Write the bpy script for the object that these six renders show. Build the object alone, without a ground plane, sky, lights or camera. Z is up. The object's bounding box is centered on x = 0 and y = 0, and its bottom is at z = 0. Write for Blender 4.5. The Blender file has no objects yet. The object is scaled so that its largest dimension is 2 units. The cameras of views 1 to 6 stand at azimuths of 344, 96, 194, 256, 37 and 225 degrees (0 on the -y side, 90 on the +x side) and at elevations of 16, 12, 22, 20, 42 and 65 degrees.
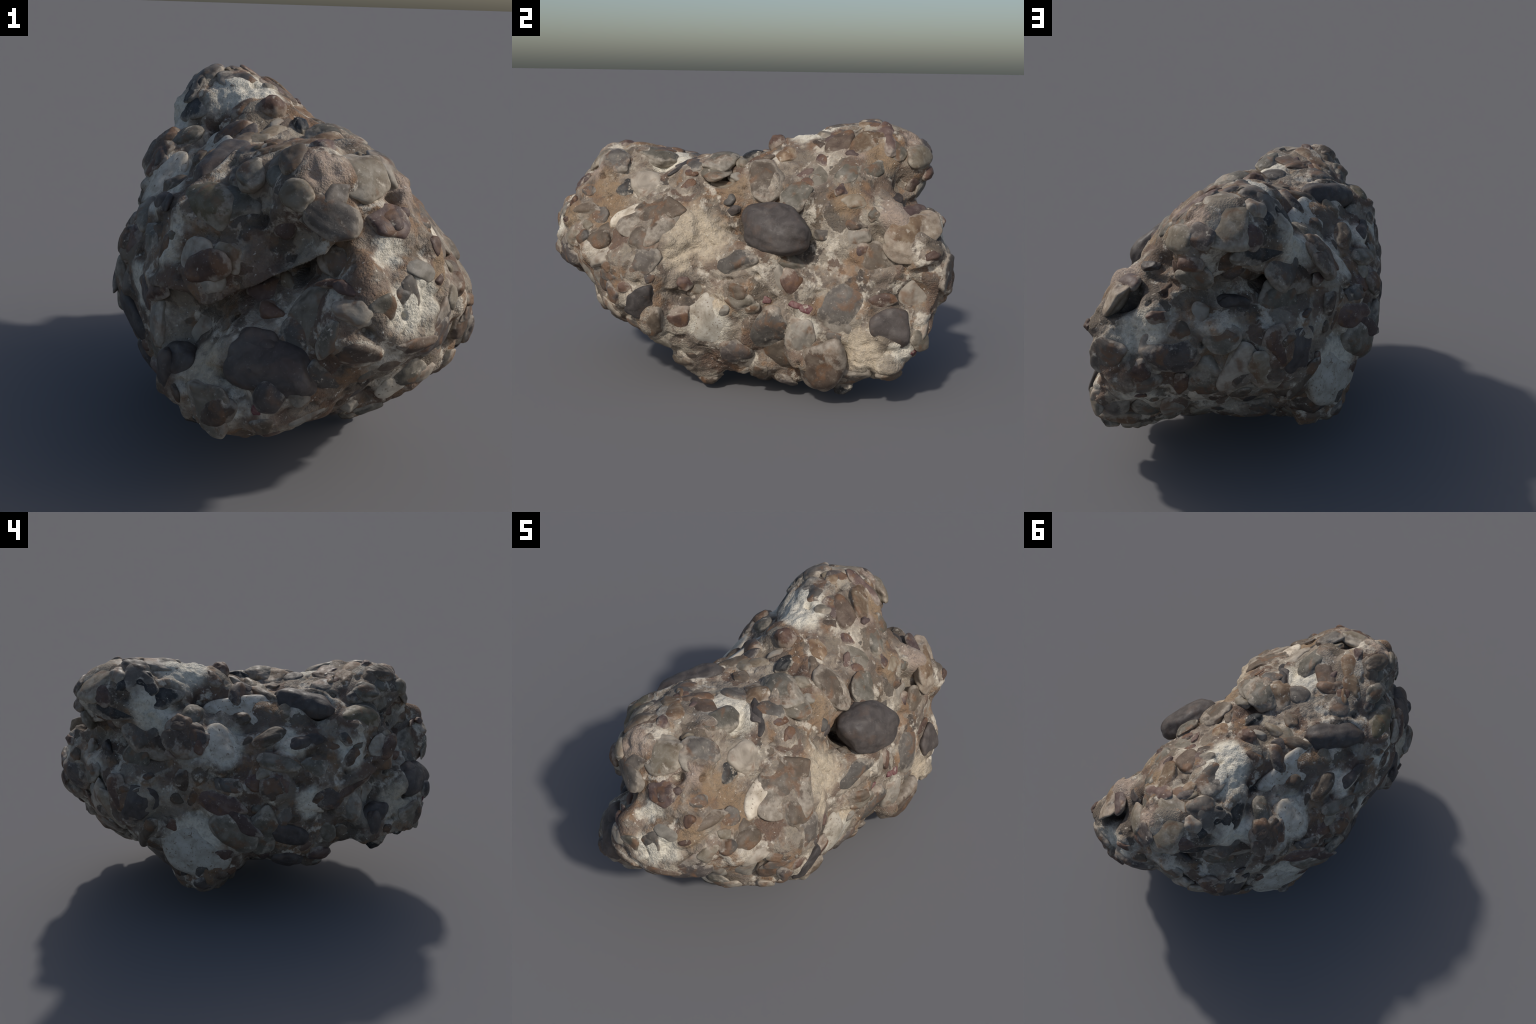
"""A boulder of natural conglomerate: flint pebbles of many sizes set in a pale,
chalky cement.  The cement body is a lofted solid (rings of radii along the long
axis, smoothed with B-splines) with lumpy relief; every pebble is a stone of its
own pressed into that surface, with the cement drawn up around it in a fillet."""
import bpy, bmesh, math, random
import numpy as np
from mathutils import Vector, Matrix, noise

rng = np.random.default_rng(7)

# ------------------------------------------------------------------ body form
# Rings run from the -y end to the +y end; in each ring the radii go round the
# y axis starting at +x and turning through +z.  Lengths along y are stretched.
CENTRE = np.array([0.02, 0.0, 0.62])
STRETCH = np.array([1.0, 1.6, 1.0])
RINGS = np.array([
    [0.61, 0.61, 0.60, 0.60, 0.60, 0.60, 0.61, 0.62, 0.62, 0.63, 0.63, 0.62, 0.61, 0.60, 0.59, 0.58, 0.58, 0.58, 0.57, 0.57, 0.58, 0.58, 0.59, 0.61],
    [0.59, 0.60, 0.61, 0.61, 0.62, 0.62, 0.63, 0.64, 0.63, 0.63, 0.62, 0.61, 0.60, 0.59, 0.59, 0.58, 0.57, 0.55, 0.53, 0.52, 0.52, 0.52, 0.54, 0.57],
    [0.57, 0.59, 0.61, 0.62, 0.62, 0.62, 0.62, 0.62, 0.60, 0.57, 0.55, 0.56, 0.60, 0.65, 0.66, 0.63, 0.58, 0.54, 0.51, 0.50, 0.50, 0.51, 0.52, 0.54],
    [0.58, 0.58, 0.58, 0.59, 0.63, 0.64, 0.63, 0.68, 0.65, 0.59, 0.58, 0.56, 0.58, 0.64, 0.68, 0.65, 0.59, 0.53, 0.53, 0.54, 0.55, 0.55, 0.56, 0.56],
    [0.61, 0.56, 0.52, 0.50, 0.55, 0.69, 0.69, 0.73, 0.66, 0.61, 0.62, 0.59, 0.56, 0.63, 0.74, 0.67, 0.58, 0.53, 0.52, 0.51, 0.50, 0.54, 0.58, 0.61],
    [0.62, 0.59, 0.54, 0.48, 0.48, 0.55, 0.58, 0.59, 0.59, 0.62, 0.63, 0.59, 0.60, 0.66, 0.69, 0.55, 0.53, 0.52, 0.52, 0.52, 0.50, 0.55, 0.61, 0.65],
    [0.52, 0.48, 0.47, 0.49, 0.54, 0.51, 0.47, 0.50, 0.57, 0.58, 0.56, 0.56, 0.56, 0.54, 0.57, 0.58, 0.55, 0.52, 0.53, 0.60, 0.63, 0.60, 0.60, 0.57],
    [0.45, 0.40, 0.40, 0.46, 0.55, 0.51, 0.44, 0.46, 0.50, 0.49, 0.51, 0.57, 0.57, 0.57, 0.64, 0.61, 0.51, 0.50, 0.53, 0.59, 0.65, 0.61, 0.54, 0.50],
    [0.57, 0.56, 0.48, 0.47, 0.51, 0.53, 0.56, 0.51, 0.46, 0.45, 0.49, 0.60, 0.62, 0.63, 0.58, 0.47, 0.46, 0.50, 0.54, 0.57, 0.62, 0.60, 0.57, 0.58],
    [0.57, 0.59, 0.53, 0.52, 0.51, 0.57, 0.64, 0.59, 0.50, 0.52, 0.50, 0.54, 0.56, 0.57, 0.65, 0.72, 0.61, 0.55, 0.55, 0.59, 0.68, 0.72, 0.66, 0.59],
    [0.49, 0.48, 0.51, 0.60, 0.61, 0.66, 0.76, 0.82, 0.63, 0.65, 0.63, 0.53, 0.49, 0.50, 0.60, 0.68, 0.61, 0.57, 0.55, 0.57, 0.67, 0.83, 0.77, 0.57],
    [0.59, 0.62, 0.63, 0.63, 0.62, 0.75, 0.81, 0.80, 0.70, 0.62, 0.60, 0.56, 0.54, 0.55, 0.55, 0.51, 0.50, 0.53, 0.52, 0.54, 0.64, 0.80, 0.84, 0.67],
    [0.75, 0.78, 0.74, 0.67, 0.61, 0.67, 0.74, 0.70, 0.64, 0.59, 0.57, 0.57, 0.57, 0.57, 0.54, 0.50, 0.48, 0.49, 0.51, 0.54, 0.60, 0.67, 0.72, 0.72],
    [0.69, 0.67, 0.66, 0.66, 0.63, 0.57, 0.55, 0.56, 0.56, 0.56, 0.56, 0.56, 0.55, 0.54, 0.53, 0.51, 0.50, 0.50, 0.51, 0.53, 0.56, 0.60, 0.65, 0.69],
    [0.63, 0.63, 0.62, 0.61, 0.59, 0.56, 0.54, 0.53, 0.53, 0.53, 0.54, 0.54, 0.55, 0.54, 0.54, 0.53, 0.52, 0.52, 0.53, 0.54, 0.56, 0.58, 0.60, 0.62],
    [0.56, 0.56, 0.56, 0.56, 0.56, 0.55, 0.55, 0.54, 0.54, 0.53, 0.53, 0.53, 0.53, 0.53, 0.54, 0.54, 0.54, 0.54, 0.54, 0.54, 0.55, 0.55, 0.55, 0.56],
])
RING_COUNT, SPOKES = RINGS.shape


def bspline(t):
    return ((1 - t) ** 3 / 6, (3 * t ** 3 - 6 * t * t + 4) / 6,
            (-3 * t ** 3 + 3 * t * t + 3 * t + 1) / 6, t ** 3 / 6)


def end_cap(ring):
    """Mean, cosine and sine part of an end ring: the smooth cap at a pole."""
    a = np.arange(SPOKES) * 2 * math.pi / SPOKES
    return ring.mean(), 2 * (ring * np.cos(a)).mean(), 2 * (ring * np.sin(a)).mean()


CAPS = end_cap(RINGS[0]), end_cap(RINGS[-1])


def body_radius(d):
    """Radius of the smooth body along unit directions d (in stretched space)."""
    angle = np.arccos(np.clip(-d[:, 1], -1, 1))
    along = angle / math.pi * RING_COUNT - 0.5
    turn = np.arctan2(d[:, 2], d[:, 0])
    round_ = (turn / (2 * math.pi) * SPOKES) % SPOKES
    i0, j0 = np.floor(along).astype(int), np.floor(round_).astype(int)
    wa, wr = bspline(along - i0), bspline(round_ - j0)
    r = np.zeros(len(d))
    for a in range(4):
        i = i0 - 1 + a
        over = (i < 0) | (i >= RING_COUNT)
        i = np.where(i < 0, -1 - i, np.where(i >= RING_COUNT, 2 * RING_COUNT - 1 - i, i))
        for b in range(4):
            j = np.where(over, j0 - 1 + b + SPOKES // 2, j0 - 1 + b) % SPOKES
            r += wa[a] * wr[b] * RINGS[i, j]
    for cap, off in zip(CAPS, (angle, math.pi - angle)):
        lean = np.clip(off / (0.5 * math.pi / RING_COUNT), 0, 1)
        flat = cap[0] + lean * (cap[1] * np.cos(turn) + cap[2] * np.sin(turn))
        t = np.clip(off / (1.6 * math.pi / RING_COUNT), 0, 1)
        r = flat + (r - flat) * t * t * (3 - 2 * t)
    return r


def smooth_points(d):
    return CENTRE + STRETCH * d * body_radius(d)[:, None]


def body_normals(d, step=0.03):
    side = np.cross(d, np.array([0.36, 0.48, 0.8]))
    side /= np.linalg.norm(side, axis=1)[:, None]
    up = np.cross(d, side)
    ends = []
    for v in (side, -side, up, -up):
        w = d + step * v
        ends.append(smooth_points(w / np.linalg.norm(w, axis=1)[:, None]))
    n = np.cross(ends[0] - ends[1], ends[2] - ends[3])
    n /= np.linalg.norm(n, axis=1)[:, None]
    return n * np.sign((n * d).sum(1))[:, None]


# knobs (+) and hollows (-) of hand size on the smooth body: place, reach, height
LUMPS = []


def lump(at, reach, rise):
    LUMPS.append((np.array(at), reach, rise))


lump((-0.21, 0.77, 0.98), 0.12, -0.114)
lump((0.51, 0.29, 0.78), 0.09, -0.163)
lump((-0.26, -0.74, 0.83), 0.12, -0.062)
lump((-0.38, 0.56, 0.93), 0.12, -0.122)
lump((0.44, 0.04, 0.84), 0.06, -0.180)
lump((0.30, -0.09, 1.05), 0.06, -0.145)
lump((-0.47, -0.56, 0.58), 0.12, -0.092)
lump((-0.06, 0.86, 1.01), 0.12, -0.082)
lump((0.34, 0.86, 0.88), 0.06, -0.135)
lump((0.54, -0.22, 0.50), 0.12, -0.065)
lump((0.58, 0.19, 0.55), 0.12, -0.044)
lump((-0.35, -0.28, 1.02), 0.06, -0.110)
lump((-0.15, -0.83, 0.94), 0.09, -0.085)
lump((0.47, 0.60, 0.80), 0.09, -0.063)
lump((0.42, -0.67, 0.53), 0.09, -0.055)
lump((-0.35, -0.68, 0.76), 0.06, -0.070)
lump((0.52, 0.15, 0.27), 0.09, -0.067)
lump((0.07, 0.87, 0.78), 0.12, 0.029)
lump((-0.34, 0.07, 0.23), 0.09, -0.041)
lump((-0.32, -0.57, 1.00), 0.12, -0.034)
lump((-0.54, 0.10, 0.74), 0.12, -0.045)
lump((0.09, 0.02, 1.13), 0.12, -0.009)
lump((-0.39, -0.39, 0.27), 0.09, -0.054)
lump((0.21, 0.76, 1.01), 0.06, -0.062)
lump((0.41, -0.21, 0.85), 0.12, 0.024)
lump((0.58, 0.46, 0.26), 0.06, -0.077)
lump((-0.24, 0.32, 1.09), 0.12, -0.033)
lump((0.49, 0.29, 0.15), 0.06, -0.093)
lump((0.28, -0.59, 0.93), 0.12, -0.032)
lump((0.01, 0.86, 0.58), 0.09, -0.034)
lump((-0.37, 0.32, 0.15), 0.12, 0.033)
lump((-0.28, 0.67, 1.00), 0.06, -0.080)
lump((-0.03, -0.56, 0.23), 0.12, -0.026)
lump((-0.22, -0.15, 1.07), 0.09, -0.040)
lump((0.05, -0.67, 1.13), 0.06, -0.066)
lump((-0.22, 0.47, 0.18), 0.06, -0.059)
lump((-0.21, -0.88, 0.64), 0.09, -0.030)
lump((-0.01, 0.50, 0.19), 0.12, 0.022)
lump((0.15, -0.40, 1.09), 0.06, -0.052)
lump((0.35, 0.83, 0.30), 0.09, -0.033)
lump((-0.35, -0.19, 0.20), 0.12, 0.029)
lump((-0.02, -0.93, 0.85), 0.06, 0.035)
lump((0.54, 0.31, 0.21), 0.06, 0.024)
lump((0.05, 0.87, 1.08), 0.09, 0.032)
lump((0.34, 0.96, 0.53), 0.09, 0.031)
lump((-0.39, 0.55, 0.57), 0.06, -0.043)
lump((0.47, 0.29, 0.84), 0.06, 0.015)
lump((-0.42, 0.47, 0.29), 0.06, -0.042)
lump((0.48, 0.34, 0.77), 0.06, 0.019)
lump((0.26, 0.32, 1.10), 0.09, -0.024)
lump((0.47, 0.20, 0.86), 0.06, 0.068)
lump((0.35, 0.20, 0.08), 0.12, 0.024)
lump((0.25, -0.12, 1.09), 0.06, -0.067)
lump((0.31, -0.04, 0.07), 0.06, -0.031)
lump((-0.05, 0.82, 0.77), 0.06, 0.043)
lump((-0.13, 0.83, 0.68), 0.06, -0.032)
lump((-0.12, -0.74, 1.11), 0.09, 0.034)
lump((-0.43, -0.44, 0.92), 0.06, 0.039)
lump((0.51, 0.60, 0.14), 0.06, -0.047)
lump((0.20, 0.89, 0.86), 0.06, 0.037)
lump((-0.04, 0.06, 1.14), 0.06, -0.046)
lump((-0.40, -0.67, 0.29), 0.06, -0.069)
lump((-0.03, 0.82, 0.89), 0.06, -0.050)
lump((0.53, 0.03, 0.70), 0.06, -0.039)
lump((0.49, 0.82, 0.55), 0.06, -0.040)
lump((-0.43, -0.57, 0.84), 0.06, -0.038)
lump((-0.38, -0.71, 0.58), 0.06, 0.039)
lump((-0.30, 0.70, 0.82), 0.09, -0.023)
lump((0.41, -0.39, 0.28), 0.09, 0.020)
lump((-0.45, -0.07, 0.86), 0.09, 0.025)
lump((-0.32, 0.69, 0.52), 0.09, 0.020)
lump((-0.57, 0.12, 0.57), 0.06, -0.024)
lump((0.41, 0.06, 0.89), 0.06, -0.034)
lump((-0.50, -0.34, 0.41), 0.06, -0.040)
lump((0.15, -0.05, 1.12), 0.06, -0.061)
lump((0.16, -0.13, 1.11), 0.06, 0.031)
lump((-0.43, 0.50, 0.79), 0.06, -0.037)
lump((-0.23, -0.76, 0.31), 0.12, 0.014)
lump((-0.25, -0.02, 1.02), 0.06, 0.026)
lump((0.16, 0.91, 0.52), 0.09, -0.020)
lump((-0.14, 0.83, 1.08), 0.06, -0.034)
lump((-0.24, -0.75, 0.91), 0.06, -0.064)
lump((0.42, 0.40, 0.09), 0.06, -0.038)
lump((-0.49, -0.46, 0.36), 0.06, 0.036)
lump((0.38, -0.72, 0.68), 0.06, 0.031)
lump((0.40, -0.63, 0.75), 0.06, -0.027)
lump((0.31, -0.19, 0.08), 0.09, 0.021)
lump((-0.48, -0.47, 0.74), 0.09, 0.019)
lump((-0.36, -0.81, 0.51), 0.09, -0.021)
lump((-0.10, 0.77, 1.23), 0.06, -0.036)
lump((0.49, -0.32, 0.76), 0.06, 0.025)
lump((-0.45, 0.37, 0.82), 0.06, 0.026)
lump((0.48, 0.85, 0.41), 0.06, 0.030)
lump((0.24, -0.67, 0.36), 0.06, 0.019)
lump((0.26, -0.78, 0.54), 0.09, -0.015)
lump((0.56, 0.24, 0.65), 0.06, -0.036)
lump((0.56, 0.12, 0.42), 0.06, -0.024)
lump((0.49, 0.69, 0.73), 0.06, -0.037)
lump((0.49, 0.86, 0.70), 0.09, 0.020)
lump((-0.07, 0.76, 0.45), 0.06, 0.017)
lump((-0.25, 0.59, 1.13), 0.06, 0.037)
lump((-0.34, 0.55, 1.02), 0.06, -0.034)
lump((-0.57, 0.02, 0.68), 0.06, 0.033)
lump((0.40, 0.89, 0.84), 0.06, -0.032)
lump((0.24, -0.35, 0.15), 0.06, -0.022)
lump((-0.25, -0.57, 1.07), 0.06, 0.032)
lump((0.13, 0.82, 0.99), 0.06, -0.024)
lump((0.43, 0.70, 0.88), 0.06, 0.042)
lump((-0.27, -0.64, 1.01), 0.06, -0.037)
lump((-0.06, -0.82, 1.04), 0.06, -0.032)
lump((-0.50, -0.51, 0.53), 0.06, -0.036)
lump((-0.45, -0.62, 0.54), 0.06, 0.018)
lump((-0.35, 0.44, 0.17), 0.06, 0.028)
lump((-0.37, 0.10, 0.90), 0.12, -0.008)
lump((0.07, -0.96, 0.65), 0.12, 0.008)
lump((0.14, 0.94, 0.67), 0.06, 0.019)
lump((0.46, -0.04, 0.74), 0.06, 0.019)
lump((-0.30, -0.74, 0.73), 0.06, -0.033)
lump((-0.40, -0.33, 0.98), 0.06, 0.021)
lump((-0.48, 0.31, 0.28), 0.06, 0.023)
lump((0.33, -0.07, 1.00), 0.06, 0.021)
lump((0.58, 0.45, 0.35), 0.09, -0.025)
lump((0.16, 0.74, 1.16), 0.06, -0.032)
lump((-0.51, 0.21, 0.73), 0.06, 0.021)
lump((0.54, 0.39, 0.18), 0.06, 0.033)
lump((0.52, -0.13, 0.44), 0.06, 0.018)
lump((0.55, 0.71, 0.22), 0.06, 0.034)
lump((-0.21, -0.74, 1.00), 0.06, 0.027)
lump((-0.19, -0.85, 0.73), 0.06, -0.028)
lump((-0.12, -0.94, 0.68), 0.06, 0.016)
lump((-0.14, -0.92, 0.55), 0.06, -0.017)
lump((0.31, -0.41, 0.93), 0.06, 0.016)
lump((-0.42, -0.72, 0.33), 0.06, 0.032)
lump((0.30, 0.14, 1.03), 0.06, 0.016)
lump((0.23, -0.82, 0.88), 0.06, 0.017)
lump((-0.51, -0.29, 0.68), 0.06, 0.018)
lump((0.07, 0.78, 1.21), 0.09, 0.018)
lump((-0.53, -0.06, 0.76), 0.06, -0.019)
lump((0.32, 0.78, 0.94), 0.06, -0.022)
lump((0.41, 0.55, 0.92), 0.09, -0.015)
lump((0.05, 0.10, 1.17), 0.06, -0.026)
lump((0.51, -0.54, 0.67), 0.06, 0.017)
lump((0.20, -0.69, 1.03), 0.06, 0.026)
lump((0.49, 0.26, 0.83), 0.06, -0.126)
lump((0.45, 0.33, 0.85), 0.06, -0.015)
lump((0.51, 0.34, 0.66), 0.06, -0.019)
lump((0.24, 0.50, 1.13), 0.06, 0.020)
lump((0.45, -0.51, 0.37), 0.06, -0.026)
lump((0.38, -0.60, 0.39), 0.09, 0.012)
lump((-0.08, 0.51, 1.28), 0.09, -0.016)
lump((0.50, -0.42, 0.36), 0.06, 0.022)
lump((-0.09, 0.83, 0.55), 0.06, 0.014)
lump((0.14, -0.25, 1.10), 0.06, -0.017)
lump((-0.33, 0.64, 0.92), 0.06, -0.021)
lump((-0.46, -0.32, 0.87), 0.06, -0.019)
lump((0.49, 0.22, 0.18), 0.06, -0.033)
lump((0.46, 0.66, 0.82), 0.06, -0.040)
lump((0.09, -0.51, 1.13), 0.06, 0.024)
lump((-0.41, -0.61, 0.70), 0.06, -0.020)
lump((-0.46, -0.21, 0.86), 0.06, 0.016)
lump((-0.35, -0.65, 0.88), 0.06, -0.021)
lump((-0.57, -0.02, 0.52), 0.09, -0.012)
lump((-0.05, -0.79, 0.40), 0.09, 0.010)
lump((0.12, -0.78, 1.03), 0.06, -0.015)
lump((0.13, 0.51, 1.22), 0.06, -0.024)
lump((0.20, -0.57, 1.06), 0.09, -0.015)
lump((-0.13, -0.86, 0.85), 0.06, -0.024)
lump((-0.31, 0.01, 0.21), 0.06, 0.010)
lump((-0.33, -0.47, 1.02), 0.06, -0.021)
lump((-0.33, 0.10, 0.22), 0.06, -0.032)
lump((-0.47, 0.12, 0.30), 0.06, -0.015)
lump((0.45, 0.13, 0.17), 0.06, 0.019)
lump((0.37, 0.63, 0.14), 0.06, 0.021)
lump((0.49, 0.62, 0.61), 0.09, 0.014)
lump((0.28, 0.98, 0.62), 0.06, 0.019)
lump((0.36, 0.97, 0.66), 0.06, -0.016)
lump((0.47, 0.10, 0.84), 0.06, -0.025)
lump((0.52, 0.19, 0.81), 0.06, 0.023)
lump((0.57, 0.14, 0.68), 0.06, -0.016)
lump((0.50, 0.76, 0.54), 0.06, -0.023)
lump((0.40, -0.04, 0.84), 0.06, -0.013)
lump((-0.55, 0.20, 0.58), 0.06, -0.016)
lump((0.37, -0.18, 0.93), 0.06, 0.014)
lump((-0.25, 0.48, 1.13), 0.09, -0.016)
lump((-0.38, 0.25, 0.93), 0.06, -0.014)
lump((0.49, 0.71, 0.17), 0.06, -0.021)
lump((-0.13, 0.83, 1.01), 0.06, -0.031)
lump((-0.31, -0.26, 1.05), 0.06, -0.028)
lump((-0.38, 0.44, 0.98), 0.06, 0.015)
lump((-0.44, -0.56, 0.30), 0.06, 0.028)
lump((0.30, -0.46, 0.28), 0.09, 0.008)
lump((0.31, 0.86, 0.37), 0.06, -0.018)
lump((0.26, -0.02, 0.06), 0.06, -0.022)
lump((-0.18, -0.64, 1.11), 0.06, -0.015)
lump((0.02, 0.25, 1.21), 0.09, 0.009)
lump((0.48, 0.84, 0.29), 0.06, -0.014)
lump((0.18, 0.21, 1.14), 0.06, -0.013)
lump((-0.16, 0.23, 1.13), 0.09, -0.014)
lump((0.48, -0.17, 0.69), 0.06, -0.010)
lump((0.55, 0.28, 0.25), 0.06, 0.045)
lump((0.30, -0.16, 1.05), 0.06, -0.019)
lump((0.21, -0.16, 1.10), 0.06, 0.025)
lump((0.53, -0.31, 0.37), 0.06, -0.014)
lump((-0.06, -0.46, 1.14), 0.12, -0.007)
lump((-0.08, -0.93, 0.82), 0.06, 0.016)
lump((-0.32, 0.53, 0.30), 0.06, -0.010)
lump((0.32, 0.35, 1.05), 0.06, -0.015)
lump((0.26, 0.62, 0.17), 0.06, -0.013)
lump((0.11, 0.53, 0.19), 0.06, 0.011)
lump((-0.06, 0.15, 1.17), 0.06, 0.013)
lump((-0.31, -0.71, 0.80), 0.06, -0.024)
lump((0.55, 0.20, 0.34), 0.06, -0.012)
lump((0.51, 0.08, 0.29), 0.06, 0.014)
lump((-0.43, -0.49, 0.29), 0.06, -0.022)
lump((0.52, -0.21, 0.58), 0.06, -0.016)
lump((0.53, -0.33, 0.66), 0.09, 0.009)
lump((0.56, 0.52, 0.19), 0.06, -0.016)
lump((-0.11, -0.83, 1.01), 0.06, 0.016)
lump((-0.19, -0.79, 0.95), 0.06, -0.020)
lump((-0.52, -0.40, 0.57), 0.09, 0.009)
lump((0.46, -0.65, 0.63), 0.06, -0.011)
lump((0.49, -0.60, 0.53), 0.06, 0.011)
lump((0.13, 0.60, 1.22), 0.06, 0.014)
lump((-0.30, -0.37, 0.23), 0.06, -0.012)
lump((0.47, 0.90, 0.61), 0.06, 0.013)
lump((-0.40, -0.13, 0.22), 0.06, -0.015)
lump((0.57, 0.28, 0.49), 0.06, 0.010)
lump((0.57, 0.15, 0.49), 0.06, -0.014)
lump((0.44, 0.46, 0.84), 0.06, -0.011)
lump((-0.53, -0.21, 0.60), 0.06, -0.009)


# ledges: along each line the body above juts out and the body below is undercut
LEDGES = [  # points along the ledge, jut, undercut, reach
    ([(-0.47, -0.51, 0.64), (-0.40, -0.62, 0.70), (-0.32, -0.71, 0.77), (-0.22, -0.77, 0.84), (-0.11, -0.86, 0.92), (0.01, -0.82, 1.00)], .055, .040, .12),
    ([(0.14, 0.84, 0.91), (-0.00, 0.85, 0.96), (-0.11, 0.83, 0.97), (-0.19, 0.79, 1.01), (-0.33, 0.61, 0.98)], .022, .050, .10),
    ([(-0.13, 0.82, 0.99), (-0.25, 0.72, 0.96), (-0.32, 0.64, 0.97), (-0.39, 0.51, 0.95), (-0.43, 0.42, 0.90)], .025, .105, .12),
    ([(-0.51, -0.35, 0.66), (-0.49, -0.46, 0.68), (-0.41, -0.61, 0.71), (-0.35, -0.68, 0.76)], .015, .030, .07),
    ([(-0.44, 0.32, 0.83), (-0.47, 0.26, 0.78), (-0.46, 0.16, 0.82)], .015, .030, .06),
    ([(0.16, 0.77, 1.12), (0.15, 0.82, 0.96), (0.29, 0.73, 0.97)], .015, .030, .06),
    ([(0.50, 0.72, 0.55), (0.50, 0.80, 0.67), (0.47, 0.90, 0.72)], .012, .025, .06),
    ([(0.56, -0.33, 0.54), (0.54, -0.26, 0.54), (0.50, -0.13, 0.60)], .010, .025, .06),
]


def ledge_shift(p, n):
    """Outward shift and downward droop that the ledges give to body points."""
    up = np.array([0, 0, 1.0]) - n * n[:, 2:]
    up /= np.linalg.norm(up, axis=1)[:, None] + 1e-6
    out, droop = np.zeros(len(p)), np.zeros(len(p))
    for line, jut, cut, reach in LEDGES:
        pts = np.array(line)
        near = np.where(np.linalg.norm(p[:, None] - pts[None], axis=2).min(1) < 0.42)[0]
        best, side, taper = np.full(len(near), 9.0), np.zeros(len(near)), np.zeros(len(near))
        for k, (a, b) in enumerate(zip(pts[:-1], pts[1:])):
            w = b - a
            f = np.clip(((p[near] - a) @ w) / (w @ w), 0, 1)
            off = p[near] - (a + f[:, None] * w)
            dist = np.linalg.norm(off, axis=1)
            new = dist < best
            best[new] = dist[new]
            side[new] = (off * up[near]).sum(1)[new]
            along = (k + f) / (len(pts) - 1)
            taper[new] = np.clip(np.minimum(along, 1 - along) * 4 + 0.15, 0, 1)[new]
        wave = np.array([0.014 * noise.noise(Vector(q) * 12) for q in p[near]])
        step = np.clip((side + wave) / 0.014, -1, 1)
        above, below = np.clip(step, 0, 1), np.clip(-step, 0, 1)
        fade = np.exp(-(best / reach) ** 2) * taper
        out[near] += fade * (jut * above - cut * below)
        droop[near] += fade * 0.9 * jut * above * np.exp(-(best / 0.07) ** 2)
    return out[:, None] * n - droop[:, None] * up


def body_points(d):
    p, n = smooth_points(d), body_normals(d)
    height = np.full(len(d), -0.0065)
    for at, reach, rise in LUMPS:
        q = p - at
        height += rise * np.exp(-(q * q).sum(1) / reach ** 2)
    return p + n * height[:, None] + ledge_shift(p, n)


# ------------------------------------------------------------------ pebbles
stones = []


def stone(kind, at, long, wide, roll, proud, shard=False):
    """A pebble near the point `at`: half length and half width of what shows,
    roll of its long axis from the horizontal, and how far it stands proud."""
    d = (np.array(at) - CENTRE) / STRETCH
    d /= np.linalg.norm(d)
    stones.append(dict(kind=kind, d=d, long=long * 1.1, wide=wide * 1.1, roll=math.radians(roll), proud=proud * 1.25 + 0.005, shard=shard))


stone("black", (0.24, -0.55, 0.99), 0.064, 0.041, 28, 0.008)
stone("grey", (0.16, -0.64, 1.09), 0.070, 0.063, 155, 0.012)
stone("maroon", (-0.06, -0.63, 1.15), 0.040, 0.033, 159, 0.015)
stone("maroon", (0.11, -0.83, 0.97), 0.051, 0.044, 14, 0.015)
stone("brown", (0.28, -0.76, 0.87), 0.074, 0.036, 7, 0.010)
stone("grey", (0.32, -0.68, 0.85), 0.046, 0.035, 135, 0.008)
stone("brown", (0.39, -0.68, 0.74), 0.078, 0.045, 13, 0.020)
stone("pale", (0.43, -0.67, 0.65), 0.074, 0.030, 16, 0.015)
stone("slate", (0.23, -0.87, 0.62), 0.081, 0.057, 175, 0.020)
stone("white", (0.36, -0.53, 0.86), 0.100, 0.052, 34, 0.020)
stone("brown", (0.48, -0.42, 0.77), 0.080, 0.060, 30, 0.010)
stone("brown", (0.40, -0.32, 0.89), 0.077, 0.056, 155, 0.015)
stone("grey", (0.54, -0.44, 0.66), 0.077, 0.050, 41, 0.010)
stone("rust", (0.55, -0.52, 0.55), 0.039, 0.023, 11, 0.008)
stone("slate", (0.56, -0.39, 0.60), 0.026, 0.020, 26, 0.006)
stone("dark", (0.56, -0.44, 0.48), 0.071, 0.060, 37, 0.012, shard=True)
stone("brown", (0.53, -0.38, 0.38), 0.084, 0.045, 83, 0.015)
stone("rust", (0.52, -0.27, 0.37), 0.053, 0.049, 79, 0.006, shard=True)
stone("maroon", (0.53, -0.23, 0.59), 0.048, 0.040, 49, 0.015)
stone("taupe", (0.52, -0.17, 0.56), 0.060, 0.048, 50, 0.012)
stone("maroon", (0.32, -0.25, 1.00), 0.027, 0.023, 50, 0.004)
stone("maroon", (0.27, -0.25, 1.05), 0.035, 0.017, 179, 0.004)
stone("taupe", (0.23, -0.15, 1.10), 0.097, 0.064, 139, 0.015)
stone("pale", (0.29, -0.02, 1.06), 0.046, 0.029, 0, 0.012)
stone("amber", (0.33, -0.08, 1.01), 0.063, 0.035, 169, 0.010)
stone("grey", (0.36, -0.05, 0.93), 0.030, 0.029, 135, 0.006)
stone("dark", (0.37, -0.04, 0.90), 0.037, 0.026, 20, 0.004)
stone("brown", (0.46, 0.00, 0.78), 0.034, 0.024, 136, 0.006)
stone("grey", (0.50, -0.02, 0.68), 0.122, 0.062, 13, 0.018)
stone("brown", (0.54, -0.00, 0.55), 0.070, 0.041, 5, 0.016)
stone("taupe", (0.56, 0.07, 0.48), 0.040, 0.035, 37, 0.012)
stone("pale", (0.53, -0.05, 0.45), 0.030, 0.025, 22, 0.010)
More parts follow.
